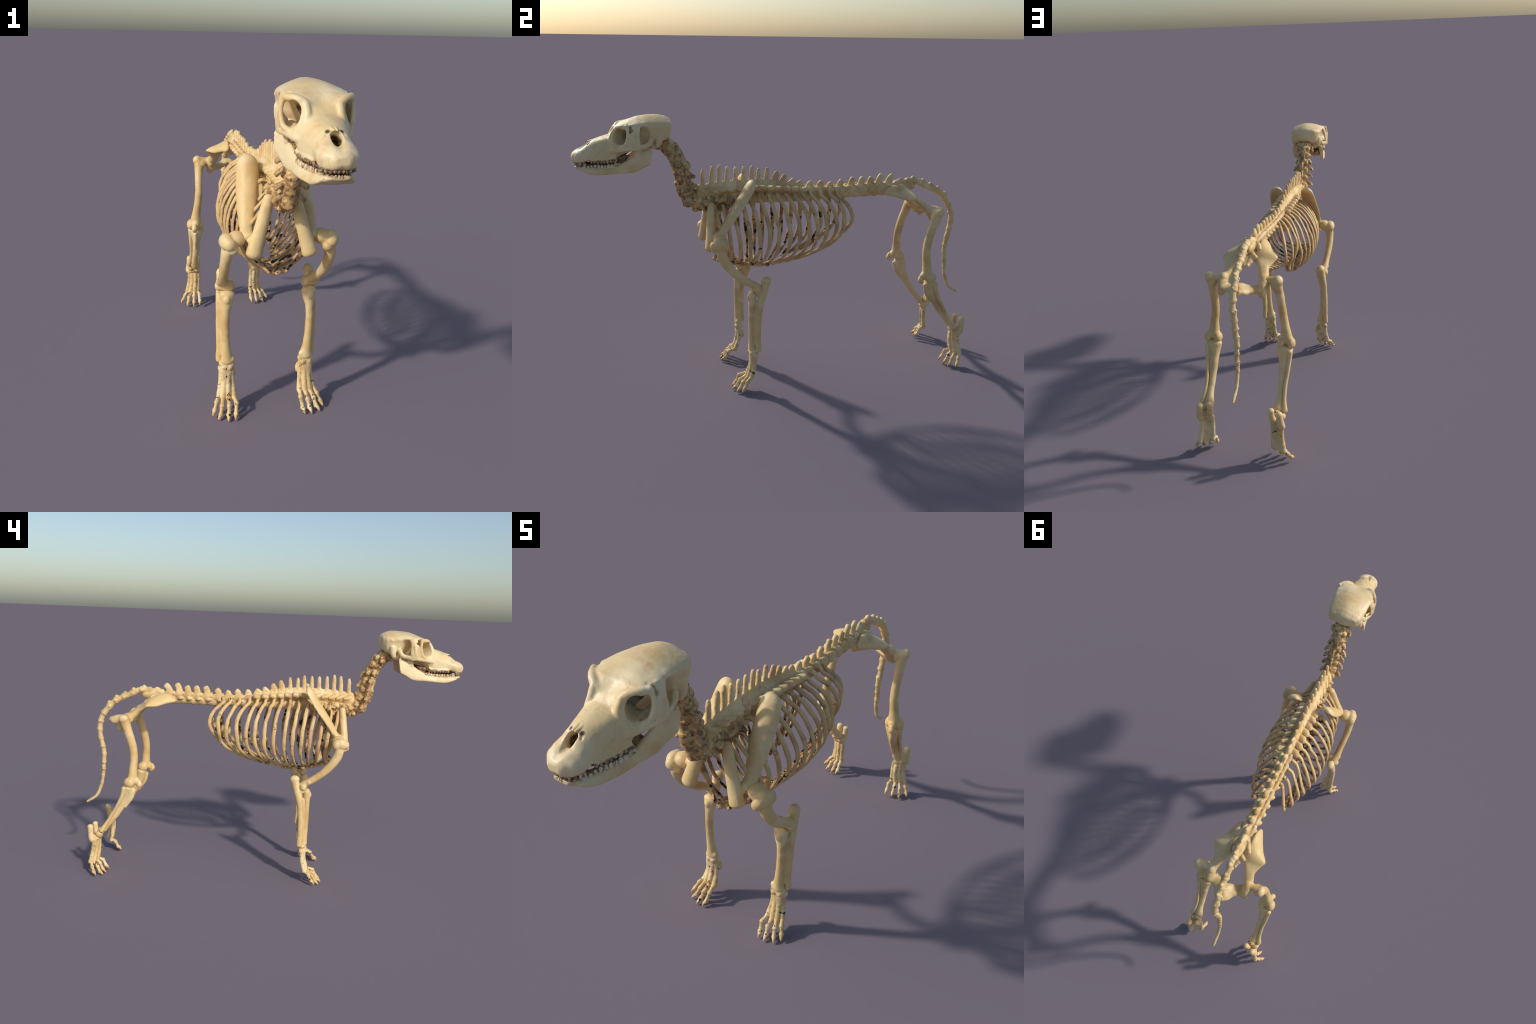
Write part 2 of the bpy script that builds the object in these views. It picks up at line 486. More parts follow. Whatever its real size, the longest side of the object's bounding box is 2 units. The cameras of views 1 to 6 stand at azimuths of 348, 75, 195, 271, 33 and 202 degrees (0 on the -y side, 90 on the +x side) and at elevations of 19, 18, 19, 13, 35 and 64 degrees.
# mandible: two blades (section: y, x, half thickness, lower z, upper z) and a blunt chin
JAW = [(-.652, .088, .009, 1.186, 1.200), (-.661, .085, .011, 1.138, 1.200), (-.672, .083, .0115, 1.128, 1.199), (-.695, .079, .010, 1.117, 1.194), (-.727, .074, .009, 1.100, 1.174),
       (-.765, .068, .010, 1.095, 1.150), (-.80, .063, .011, 1.094, 1.134), (-.84, .059, .012, 1.091, 1.125), (-.88, .050, .012, 1.088, 1.121), (-.915, .042, .014, 1.088, 1.122), (-.945, .034, .017, 1.097, 1.124), (-.968, .026, .019, 1.108, 1.125)]
rings = []
for y, x, h, lo, hi in [tuple(r) for r in catmull([(b, a, c, d, e) for a, b, c, d, e in JAW], 40)[:, [1, 0, 2, 3, 4]]]:
    t = np.linspace(0, 2 * math.pi, 20, endpoint=False)
    cs = np.sign(np.cos(t)) * np.abs(np.cos(t)) ** .8
    sn = np.sign(np.sin(t)) * np.abs(np.sin(t)) ** .6
    rings.append(np.stack([x + h * cs - .006 * sn, np.full(20, y), (lo + hi) / 2 + (hi - lo) / 2 * sn], 1))
blade = loft(rings)
jaw = both(blade,
           tube([(.088, -.656, 1.200), (.078, -.658, 1.202)], .007),                   # joint knob
           tube([(.076, -.715, 1.170), (.074, -.710, 1.205), (.074, -.702, 1.234)], [(.006, .018), (.005, .013), (.004, .006)]),  # coronoid
           tube([(.081, -.680, 1.150), (.078, -.700, 1.135)], .006))
chin = []
for y, w, lo, hi in [(-.905, .030, 1.090, 1.112), (-.925, .040, 1.090, 1.118), (-.945, .041, 1.095, 1.121), (-.962, .038, 1.102, 1.124), (-.978, .033, 1.110, 1.126), (-.988, .025, 1.115, 1.127)]:
    t = np.linspace(0, 2 * math.pi, 24, endpoint=False)
    cs, sn = np.cos(t), np.sin(t)
    chin.append(np.stack([w * np.sign(cs) * np.abs(cs) ** .7, np.full(24, y), (lo + hi) / 2 + (hi - lo) / 2 * np.sign(sn) * np.abs(sn) ** .7], 1))
jaw += [loft(chin)]
JAWBONE = put("mandible", fuse("mandible", jaw, 0.0024, 4, lumps=[(.03, .0014)]), "skull")


nas = tube([(.007, -.872, 1.2425), (.006, -.900, 1.2360), (.004, -.924, 1.2315)], [(.009, .005), (.0085, .0045), (.004, .003)], up=(1, 0, 0))
pair("nasal_bone", fuse("nasal_bone", [nas], 0.0018, 2), "skull", (SKULL, SKULL))


def tooth(c, w, h, tip, down):
    """crown: blunt block, w long, h high, narrowing to tip (share of w)"""
    s = -1 if down else 1
    x, y, z = c
    return tube([(x, y, z - s * h * .6), (x, y, z + s * h * .4), (x, y, z + s * h * .85)], [(w * .50, w * .62), (w * .50, w * .62), (w * .34, w * tip)], seg=12, n=8, power=2.8)


UP = [(-.815, .066, .011, .011), (-.829, .064, .012, .012), (-.845, .062, .013, .013), (-.860, .060, .010, .011), (-.874, .058, .009, .011), (-.888, .056, .009, .010), (-.902, .054, .008, .009), (-.916, .051, .008, .008),
      (-.962, .046, .009, .010), (-.972, .036, .008, .010), (-.980, .026, .008, .010), (-.985, .016, .008, .010), (-.987, .006, .008, .010)]
LOW = [(-.800, .064, .010, .010), (-.813, .062, .011, .012), (-.828, .060, .013, .014), (-.843, .058, .011, .012), (-.858, .055, .010, .011), (-.872, .052, .009, .010), (-.886, .049, .009, .010), (-.900, .046, .009, .010), (-.916, .043, .009, .009),
       (-.930, .040, .009, .010), (-.947, .037, .012, .020), (-.968, .028, .006, .008), (-.977, .020, .006, .008), (-.983, .012, .006, .008), (-.985, .004, .006, .008)]
for sgn in (1, -1):
    for y, x, w, h in UP:
        z = 1.152 + (y + .80) * .05 if y > -.93 else 1.139
        me = raw_mesh("tooth", [tooth((sgn * x, y, z), w * RNG.uniform(.9, 1.1), h * RNG.uniform(.55, .9), RNG.uniform(.25, .45), True)])
        me.polygons.foreach_set("use_smooth", [True] * len(me.polygons))
        put("tooth", me, "upper_tooth", SKULL)
    for y, x, w, h in LOW:
        z = 1.130 if y > -.815 else 1.123
        me = raw_mesh("tooth", [tooth((sgn * x, y, z), w * RNG.uniform(1.0, 1.2), h * (RNG.uniform(.75, 1.05) if y > -.95 else .55), RNG.uniform(.42, .58), False)])
        me.polygons.foreach_set("use_smooth", [True] * len(me.polygons))
        put("tooth", me, "tooth", JAWBONE)

# strip for the gum, set back behind both tooth rows
for part, zc, hz in (("upper", 1.150, .010), ("lower", 1.128, .010)):
    rows = [(.052, -.755, zc + .020, .006), (.052, -.775, zc + .010, .013), (.048, -.83, zc, hz), (.044, -.88, zc - .001, hz * .9), (.040, -.918, zc - .001, hz * .7)]
    if part == "lower":
        rows.append((.036, -.945, zc + .001, hz * .7))
    g = tube([r[:3] for r in rows], [(.006, r[3]) for r in rows], up=(1, 0, 0))
    f = tube([(-.030, -.955, zc - .004), (0, -.965, zc - .004), (.030, -.955, zc - .004)], [(.008, .006)] * 3, up=(0, 1, 0))
    put("dark_jaw_gap", fuse("dark_jaw_gap", both(g) + [f], .0026, 1, lumps=[(.01, .003)]), "dark_jaw_gap", SKULL if part == "upper" else JAWBONE)

# ---------------------------------------------------------------------- neck
NECK = [  # centre (y, z), half depth, half width, wing half span, spine length (0: none)
    ((-.577, 1.206), .034, .036, .048, 0),
    ((-.549, 1.180), .036, .032, .036, 0),
    ((-.530, 1.142), .036, .030, .043, 0),
    ((-.514, 1.100), .036, .031, .056, .001),
    ((-.504, 1.055), .038, .031, .054, .012),
    ((-.497, 1.008), .040, .032, .053, .012),
    ((-.478, .963), .040, .034, .052, .016),
]
ctr = np.array([c[0] for c in NECK])
for i, ((y, z), dep, wid, wing, sp) in enumerate(NECK):
    a, b = ctr[max(i - 1, 0)], ctr[min(i + 1, 6)]
    t = (b - a) / np.linalg.norm(b - a)          # runs down the neck
    d = np.array([-t[1], t[0]])                  # toward the nape
    if d[0] < 0:
        d = -d
    at = lambda x, s, q: (x, y + t[0] * s + d[0] * q, z + t[1] * s + d[1] * q)
    ps = [tube([at(0, -.022, -.009), at(0, 0, -.011), at(0, .024, -.009)], [(wid * .98, dep * 1.0), (wid * .78, dep * .88), (wid * .98, dep * 1.02)]),
          tube([at(0, -.018, .016), at(0, .020, .016)], [(wid * .62, .018), (wid * .72, .016)])]
    if sp:
        ps.append(tube([at(0, -.012, .026), at(0, .004, .032), at(0, .012, .034 + sp)], [(.008, .014), (.009, .014), (.009, .010)]))
    ps += both(tube([at(wid * .5, -.004, -.010), at(wing * .85, .010, -.014), at(wing, .022, -.010)], [(.012, .014), (.010, .012), (.008, .011)]),
               ball(at(wid * .75, -.016, .014), (.012, .013, .013)), ball(at(wid * .72, .020, .012), (.013, .014, .012)),
               ball(at(wid * .45, .012, -.030), (.012, .012, .010)))
    if i == 0:
        ps += both(tube([at(.022, -.014, -.012), (.026, -.612, 1.196), (.028, -.632, 1.200)], [.012, .010, .010]),
                   tube([at(.03, .0, .0), at(.047, .006, .004)], [.014, .011]))
    put("cervical_vertebra", fuse("cervical_vertebra", ps, 0.0028, 3, lumps=[(.022, .004), (.045, .006)]), "neck")

# ------------------------------------------------------- thorax, loin, sacrum
SPINES = [  # tip of each spinous process (y, z), and how far its root lies ahead of the tip
    (-.416, 1.082, -.010), (-.371, 1.093, -.008), (-.336, 1.098, -.006), (-.298, 1.090, -.004), (-.257, 1.087, -.004), (-.218, 1.087, -.004), (-.178, 1.089, 0), (-.145, 1.076, .008), (-.103, 1.077, .010),
    (-.056, 1.058, .018), (-.016, 1.040, .020), (.028, 1.020, .018), (.068, 1.009, .012),
    (.122, 1.001, .010), (.177, 1.003, .010), (.228, .992, .008), (.281, 1.005, .008), (.342, 1.016, .008), (.395, 1.014, .008), (.443, 1.014, .006), (.495, 1.025, .012), (.555, 1.020, .022)]
n_sp = len(SPINES)
for i, (y, z, lean) in enumerate(SPINES):
    thor = i < 13
    y0 = y - lean                                                   # root
    if thor:
        y0 = -.425 + i * .0405 if i < 13 else y0
        y0 = .6 * y0 + .4 * (y - lean)
    step = .021 if thor else .026
    zc = .937 if y < -.28 else .940 if thor else .944 + max(0, y - .3) * .02
    low = .032 if y > -.28 else .030
    lam = np.interp(y0, [-.45, -.40, -.25, -.13, -.03, .07, .2, .3, .5, .6], [.985, 1.0, 1.012, 1.012, .998, .985, .975, .976, .985, .98])
    ps = [tube([(0, y0 - step, zc), (0, y0, zc), (0, y0 + step, zc)], [(.029, low), (.025, low * .9), (.029, low)]),
          tube([(0, y0 - step * .8, lam - .024), (0, y0 + step * .9, lam - .024)], [(.024, .024), (.026, .022)])]
    ky = y0 + .006
    kz = np.interp(ky, [-.4, -.16, .0, .15, .27], [.986, .994, .981, .967, .956])
    if thor:
        # roof that rises smoothly into the spine
        ps.append(tube([(0, y0 - step, lam - .011), (0, y0 + step, lam - .011)], [(.015, .018), (.015, .018)]))
        ps.append(tube([(0, y0 - step, lam), (0, y0 + step, lam)], [(.0095, .018), (.0095, .018)]))
        wb, wt = (.017, .0100) if i < 9 else (.021, .0150)
        ps.append(tube([(0, y0, lam - .02), (0, y0 * .6 + y * .4, lam * .6 + z * .4), (0, y, z - .010), (0, y, z - .001)], [(.011, wb), (.0086, wt * 1.15), (.0088, wt), (.0078, wt * .75)], cap=1.0))
        if i < 6:
            ps += both(tube([(.008, ky - .018, kz + .004), (.020, ky, kz - .002), (.024, ky + .018, kz - .005)], [(.014, .014), (.012, .013), (.010, .011)], up=(0, 0, 1)))
        else:
            ps += both(tube([(.020, ky - .014, kz - .008), (.036, ky - .002, kz - .002), (.050, ky + .014, kz + .003)], [(.015, .018), (.0155, .019), (.013, .015)], up=(0, 0, 1)))
    else:
        ps.append(tube([(0, y0, lam - .02), (0, (y0 + y) / 2, (lam + z) / 2), (0, y + .003, z - .006)], [(.012, .022), (.0100, .0165), (.0105, .0160)], cap=.75, power=2.6))
        ps += both(tube([(.014, y0 + .026, lam - .022), (.022, y0, lam - .014), (.024, y0 - .024, lam - .007)], [(.013, .014), (.012, .015), (.010, .012)]),
                   tube([(.016, y0, zc + .002), (.028, y0 - .008, zc + .004), (.034, y0 - .016, zc + .003)], [(.016, .014), (.013, .011), (.010, .007)], up=(0, 1, 0)))
    rough = [(.018, .004)] if thor and i < 5 else [(.025, .003)]
    put("thoracic_vertebra" if thor else "lumbar_vertebra", fuse("vertebra", ps, 0.0026, 2, lumps=rough), "spine")

# ragged dark-blotched mass below the withers, where the neck enters the chest
ps = []
for i in range(60):
    y = RNG.uniform(-.465, -.27)
    zmid = np.interp(y, [-.5, -.45, -.38, -.27], [.935, .935, .928, .938])
    a = RNG.uniform(0, 2 * math.pi)
    ps.append(ball((math.cos(a) * .030 * RNG.uniform(.7, 1.15), y, zmid - .006 + math.sin(a) * .036), RNG.uniform(.008, .020, 3), RNG.uniform(0, 180, 3)))
ps.append(tube([(0, -.465, .938), (0, -.38, .930), (0, -.28, .938)], [(.028, .034)] * 3))
put("vertebral_body", fuse("vertebral_body", ps, 0.0028, 2, lumps=[(.018, .009), (.008, .004)]), "neck")

sac = [tube([(0, .57, .955), (0, .62, .955), (0, .67, .962)], [(.030, .026), (.028, .024), (.020, .020)]),
       tube([(0, .60, .985), (0, .612, .994)], [(.008, .018), (.007, .012)]),
       tube([(0, .575, .975), (0, .67, .980)], [(.016, .018), (.014, .016)]),
       tube([(0, .60, .94), (0, .65, .915), (0, .70, .890)], [(.026, .012), (.022, .012), (.014, .010)])]
sac += both(tube([(.015, .575, .955), (.034, .600, .955), (.046, .625, .945)], [(.016, .022), (.014, .020), (.012, .016)]),
            tube([(.010, .625, .935), (.022, .650, .925), (.036, .660, .918)], [(.016, .014), (.013, .013), (.012, .012)]),
            tube([(.010, .640, .925), (.010, .675, .905), (.006, .702, .890)], [(.020, .014), (.017, .012), (.010, .010)]))
put("sacrum", fuse("sacrum", sac, 0.0028, 2, lumps=[(.02, .005)]), "spine")

# ---------------------------------------------------------------------- tail
TAIL = catmull([(0, .640, .985), (0, .70, .981), (0, .741, .961), (0, .788, .941), (0, .834, .916), (0, .870, .878), (0, .900, .836), (0, .9145, .783), (0, .913, .727), (0, .901, .670), (0, .8945, .620), (0, .897, .572), (0, .901, .520), (0, .906, .474), (0, .921, .420), (0, .954, .370), (0, .999, .345)], 240)
arc = np.concatenate([[0], np.cumsum(np.linalg.norm(np.diff(TAIL, axis=0), axis=1))])
ends = [.0, .055, .108, .158, .206, .254, .302, .350, .398, .446, .492, .536, .578, .618, .656, .700, .790]
ends[-1] = arc[-1]
for i in range(len(ends) - 1):
    s0, s1 = ends[i], ends[i + 1]
    pt = lambda s: np.array([np.interp(s, arc, TAIL[:, k]) for k in range(3)])
    r = np.interp((s0 + s1) / 2, [0, .1, .3, .5, .65, .75], [.0195, .0190, .0180, .0150, .0115, .0080])
    if i == len(ends) - 2:
        p = [tube([pt(s0), pt((s0 + s1) / 2), pt(s1 - .006)], [.0100, .0088, .0068])]
    else:
        L = s1 - s0
        off = 0.002 * math.sin(i * 2.1)
        q = [pt(s0 + L * k) + [off, 0, 0] for k in (.0, .25, .6, .95)]
        p = [tube(q, [(r * .95, r * .9), (r * .86, r * .84), (r * .90, r * .88), (r * 1.0, r * .96)])]
        tg = pt(s1) - pt(s0)
        tg /= np.linalg.norm(tg)
        nd = np.array([0, -tg[2], tg[1]])
        c = pt(s0 + L * .85)
        p += both(ball(c + [r * .85, 0, 0], (r * .36, r * .42, r * .42)))
        p += [ball(c + nd * r * .7 * RNG.choice([-1, 1]), r * .42)]
        if i < 5:
            p += [ball(pt(s0 + L * .6) + nd * -r * .8 if nd[2] < 0 else pt(s0 + L * .6) + nd * r * .8, r * .6)]
    put("caudal_vertebra", fuse("caudal_vertebra", p, 0.0022, 3, lumps=[(.016, .003)]), "tail")

# ---------------------------------------------------------------------- ribs
ZL = [.945, .93, .90, .86, .82, .78, .74, .70, .68]
FX = [.47, .58, .74, .88, .97, 1.0, .97, .87, .78]
FX_REAR = [.50, .63, .82, .97, 1.0, .93, .78, .68, .64]
FX_FRONT = [.2, .3, .44, .70, .92, 1.0, .97, .87, .78]
RIBS = [  # half width, y of head, y at the levels ZL, then the gristly end (x, y, z)
    (.087, .246, [.243, .257, .288, .309, .311, .293, .256, .205, .178], [(.055, .150, .668), (.048, .136, .658)]),
    (.113, .205, [.208, .223, .247, .262, .264, .260, .250, .210, .172], [(.066, .140, .662), (.052, .088, .640)]),
    (.125, .155, [.158, .174, .194, .213, .221, .221, .213, .178, .150], [(.070, .110, .655), (.052, .058, .632)]),
    (.134, .103, [.108, .124, .146, .163, .168, .166, .159, .143, .122], [(.086, .090, .655), (.052, .030, .625)]),
    (.148, .060, [.066, .080, .096, .109, .116, .117, .111, .096, .080], [(.090, .045, .652), (.046, -.010, .614)]),
    (.159, .017, [.024, .038, .052, .064, .070, .070, .064, .052, .042], [(.092, .012, .650), (.042, -.048, .608)]),
    (.165, -.026, [-.018, -.006, .005, .014, .020, .021, .019, .010, .003], [(.094, -.025, .648), (.038, -.078, .602)]),
    (.167, -.068, [-.062, -.053, -.043, -.034, -.029, -.026, -.028, -.035, -.041], [(.096, -.062, .645), (.040, -.095, .610)]),
    (.167, -.112, [-.108, -.103, -.097, -.090, -.085, -.082, -.081, -.085, -.089], [(.096, -.102, .642), (.030, -.120, .608)]),
    (.160, -.157, [-.154, -.150, -.142, -.135, -.130, -.127, -.126, -.129, -.133], [(.090, -.142, .640), (.026, -.158, .608)]),
    (.154, -.203, [-.202, -.198, -.192, -.184, -.177, -.173, -.171, -.171, -.174], [(.084, -.182, .642), (.024, -.198, .610)]),
    (.143, -.247, [-.248, -.245, -.238, -.230, -.223, -.218, -.215, -.213, -.213], [(.076, -.214, .645), (.024, -.222, .614)]),
    (.138, -.291, [-.294, -.293, -.288, -.281, -.274, -.267, -.263, -.261, -.260], [(.076, -.259, .648), (.024, -.262, .622)]),
    (.128, -.330, [-.332, -.331, -.327, -.321, -.314, -.309, -.305, -.304, -.304], [(.070, -.306, .652), (.024, -.312, .630)]),
    (.112, -.368, [-.370, -.369, -.364, -.357, -.348, -.338, -.328, -.318, -.316], [(.066, -.326, .662), (.032, -.352, .641)]),
]
for i, (W, yh, ys, tail) in enumerate(RIBS):
    for sgn in (1, -1):
        jit = RNG.normal(0, .0012, (len(ZL), 3))
        zt = .963 if yh > -.2 else .958
        if i >= 12:
            zt = .918
        path = [(.022, yh - .004, zt - .004), (.040, yh + .002, zt)]
        path += [(W * f + j[0], y + j[1], z) for f, y, z, j in zip(FX_REAR if i < 3 else FX if i < 12 else FX_FRONT, ys, ZL, jit) if z < zt - .012]
        path += tail
        m = len(path)
        # flat, broad shaft; thinner toward both ends
        rad = []
        for q in range(m):
            s = q / (m - 1)
            w = np.interp(s, [0, .12, .3, .6, .8, 1], [.0085, .0092, .0102, .0112, .0086, .0066])
            th = np.interp(s, [0, .2, .6, .85, 1], [.0080, .0076, .0074, .0064, .0060])
            if i >= 12:
                w, th = w * np.interp(s, [0, .35], [.6, .95]), th * np.interp(s, [0, .35], [.7, 1])
            rad.append((w * RNG.uniform(.94, 1.06), th * RNG.uniform(.94, 1.06)))
        path = [(sgn * a, b, c) for a, b, c in path]
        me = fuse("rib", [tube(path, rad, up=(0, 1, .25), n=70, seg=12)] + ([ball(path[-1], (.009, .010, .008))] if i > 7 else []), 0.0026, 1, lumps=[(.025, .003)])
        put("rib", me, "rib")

st = [tube([(0, -.352, .637), (0, -.30, .620), (0, -.24, .605), (0, -.18, .597), (0, -.13, .594), (0, -.09, .595), (0, -.07, .598)], [(.012, .012), (.016, .011), (.018, .011), (.020, .011), (.020, .010), (.014, .009), (.008, .007)], n=40)]
for y, z in [(-.345, .636), (-.295, .619), (-.245, .606), (-.195, .598), (-.145, .595), (-.10, .594)]:
    st += both(ball((.020, y, z + .002), (.014, .013, .011)))
st.append(ball((0, -.362, .641), (.014, .014, .012)))
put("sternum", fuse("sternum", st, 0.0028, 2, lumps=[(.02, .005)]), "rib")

# ------------------------------------------------------------------ forelimb
def crescent(path, hw, sag, th, conv, seg=22):
    """curved blade: half chord hw, bowed by sag toward conv, thickness th"""
    path = np.asarray(path, float)
    c = catmull(np.hstack([path, np.array([hw, sag, th]).T]), 26)
    P = c[:, :3]
    T = np.gradient(P, axis=0)
    T /= np.linalg.norm(T, axis=1)[:, None]
    conv = np.asarray(conv, float)
    rings = []
    for p, t, (h, s, k) in zip(P, T, c[:, 3:]):
        n = conv - t * (conv @ t)
        n /= np.linalg.norm(n)
        w = np.cross(t, n)
        a = np.linspace(-1, 1, seg // 2)
        rim = np.sqrt(np.maximum(1 - a**4, 0)) * .5 + .02
        p = p - n * (s * .75)
        outer = [p + w * (h * x) + n * (s * (1 - x * x) + k * r) for x, r in zip(a, rim)]
        inner = [p + w * (h * x) + n * (s * (1 - x * x) - k * r) for x, r in zip(a[::-1], rim[::-1])]
        rings.append(np.array(outer + inner))
    return loft(rings)


blade = crescent([(.090, -.190, 1.040), (.091, -.200, 1.030), (.094, -.225, .995), (.101, -.265, .935), (.110, -.310, .870), (.118, -.345, .810)],
                 [.016, .033, .042, .043, .037, .026], [.004, .010, .018, .019, .014, .006], [.014, .021, .022, .021, .024, .026], (.18, -.80, .56))
scap = [blade, tube([(.116, -.338, .822), (.118, -.356, .795), (.114, -.375, .785)], [(.022, .016), (.026, .020), (.022, .020)])]
pair("scapula", fuse("scapula", scap, 0.003, 4, lumps=[(.05, .003)]), "limb")
strut = [tube([(.048, -.385, .925), (.053, -.388, .903), (.064, -.391, .860), (.080, -.396, .805), (.094, -.401, .755), (.102, -.405, .728)],
              [(.019, .017), (.0215, .018), (.0235, .0195), (.025, .021), (.028, .0225), (.029, .0225)]),
         tube([(.097, -.398, .765), (.112, -.372, .785)], [(.020, .014), (.018, .016)])]
pair("coracoid_bone", fuse("coracoid_bone", strut, 0.003, 4, lumps=[(.05, .003)]), "limb")

hum = [ball((.155, -.364, .775), (.034, .034, .030)), ball((.190, -.372, .768), (.029, .036, .031)), ball((.184, -.400, .764), (.022, .018, .022)),
       ball((.196, -.352, .765), (.022, .024, .028)), ball((.172, -.392, .742), (.020, .018, .018)),
       tube([(.182, -.362, .762), (.190, -.366, .725), (.193, -.350, .685), (.192, -.320, .643), (.189, -.280, .604), (.186, -.238, .573), (.182, -.205, .552), (.178, -.190, .540)],
            [(.027, .026), (.0225, .025), (.0195, .0235), (.0185, .0215), (.0185, .020), (.019, .019), (.022, .018), (.024, .019)], n=40),
       tube([(.146, -.208, .536), (.168, -.200, .534), (.196, -.192, .534)], [(.017, .019), (.016, .017), (.017, .020)], up=(0, 1, 0)),
       tube([(.150, -.205, .548), (.170, -.215, .556), (.196, -.222, .562)], .015)]
pair("humerus", fuse("humerus", hum, 0.003, 5, lumps=[(.05, .003)]), "limb")

ul = [tube([(.176, -.146, .568), (.177, -.153, .548), (.181, -.163, .510), (.186, -.174, .470), (.189, -.183, .420), (.190, -.188, .350), (.190, -.189, .280), (.191, -.187, .235), (.191, -.187, .214)],
           [(.021, .024), (.020, .022), (.019, .022), (.0165, .019), (.015, .0160), (.014, .0150), (.0135, .0145), (.014, .0155), (.014, .016)], n=44),
      ball((.176, -.148, .570), (.022, .026, .021)), ball((.172, -.182, .512), (.026, .022, .022))]
ul.append(tube([(.176, -.198, .465), (.180, -.204, .40), (.180, -.204, .32), (.178, -.202, .245)], [(.010, .010), (.008, .009), (.008, .009), (.010, .010)]))
pair("ulna", fuse("ulna", ul, 0.003, 4, lumps=[(.05, .0025)]), "limb")
ra = [tube([(.163, -.212, .505), (.164, -.214, .480), (.168, -.216, .440), (.170, -.217, .390), (.169, -.216, .330), (.166, -.214, .270), (.163, -.212, .235), (.162, -.211, .218)],
           [(.031, .021), (.026, .0195), (.0175, .0165), (.0160, .0155), (.016, .0155), (.0185, .0165), (.024, .019), (.030, .021)], n=40),
      ball((.166, -.226, .488), (.016, .014, .020)), ball((.143, -.216, .226), (.011, .012, .014))]
pair("radius", fuse("radius", ra, 0.003, 4, lumps=[(.05, .0025)]), "limb")


def paw(name, carpals, rays, toes, dew=None, hind=False):
    ps = list(carpals)
    for top, mid, bot, r in rays:
        ps.append(tube([top, mid, bot], [(r * 1.1, r * 1.1), (r * .95, r * .95), (r * 1.1, r * 1.05)], n=16))
        ps.append(ball(bot, (r * 1.12, r * 1.15, r * 1.1)))
    if dew:
        ps.append(dew)
    me = fuse(name, ps, 0.0022, 4, lumps=[(.016, .003)])
    A, B = pair(name, me, "paw")
    for knuckles in toes:
        k = np.array(knuckles, float)
        q = []
        q.append(tube([k[0], (k[0] + k[1]) / 2 + [0, 0, .002], k[1]], [.0110, .0080, .0100], n=10))
        q.append(tube([k[1], (k[1] + k[2]) / 2, k[2]], [.0100, .0076, .0098], n=10))
        q += [ball(k[1], .0108), ball(k[2], .0104)]
        q.append(tube([k[2], (k[2] * .5 + k[3] * .5) + [0, 0, .003], k[3] * .8 + k[2] * .2], [.0088, .0068, .0036], n=10))
        tm = fuse("toe", q, 0.0018, 2, lumps=[(.010, .0025)])
        TA, TB = pair("toe", tm, "paw", (A, B))
        e = k[3] - k[2]
        cl = fuse("claw", [tube([k[2] + e * .55 + [0, 0, .002], k[2] + e * .8 + [0, 0, .001], k[3] + [0, 0, .0006]], [.0068, .0048, .0012], n=10)], 0.0012, 1)
        pair("claw", cl, "claw", (A, B))


carp = [tube([(.165, -.208, .205), (.166, -.212, .170), (.167, -.214, .135)], [(.028, .018), (.028, .016), (.024, .012)]), ball((.150, -.212, .192), (.018, .020, .018)), ball((.172, -.208, .192), (.020, .021, .017)), ball((.185, -.198, .180), (.014, .016, .014)), tube([(.140, -.21, .205), (.185, -.205, .205)], [(.012, .016)] * 2, up=(0, 0, 1))]
rays = [((.144, -.209, .182), (.142, -.212, .125), (.138, -.232, .068), .0115), ((.158, -.214, .182), (.158, -.220, .125), (.160, -.236, .064), .0115),
        ((.172, -.212, .182), (.174, -.217, .125), (.181, -.233, .065), .0115), ((.184, -.203, .178), (.187, -.206, .125), (.195, -.220, .072), .0110)]
toes = [[(.138, -.238, .066), (.133, -.272, .057), (.137, -.290, .021), (.143, -.313, .003)],
        [(.160, -.243, .062), (.162, -.273, .047), (.167, -.290, .018), (.171, -.316, .002)],
        [(.182, -.240, .063), (.190, -.265, .045), (.197, -.280, .018), (.209, -.301, .003)],
        [(.197, -.224, .070), (.209, -.245, .054), (.219, -.260, .027), (.229, -.278, .009)]]
dew = tube([(.138, -.196, .172), (.134, -.196, .155), (.136, -.194, .138)], [.008, .010, .008])
paw("forepaw", carp, rays, toes, dew)

# ------------------------------------------------------------------ hindlimb
def plate(sections, seg=20):
    """flat bone: each section runs from edge a to edge b with thickness th"""
    q = catmull([list(a) + list(b) + [th] for a, b, th in sections], 30)
    C = (q[:, :3] + q[:, 3:6]) / 2
    T = np.gradient(C, axis=0)
    rings = []
    for k in range(30):
        w = (q[k, 3:6] - q[k, :3]) / 2
        nn = np.cross(T[k], w)
        nn /= np.linalg.norm(nn)
        t = np.linspace(0, 2 * math.pi, seg, endpoint=False)
        cs, sn = np.cos(t), np.sin(t)
        cs = np.sign(cs) * np.abs(cs) ** .8
        rings.append(C[k] + np.outer(cs, w) + np.outer(sn, nn) * q[k, 6] * .5)
    return loft(rings)


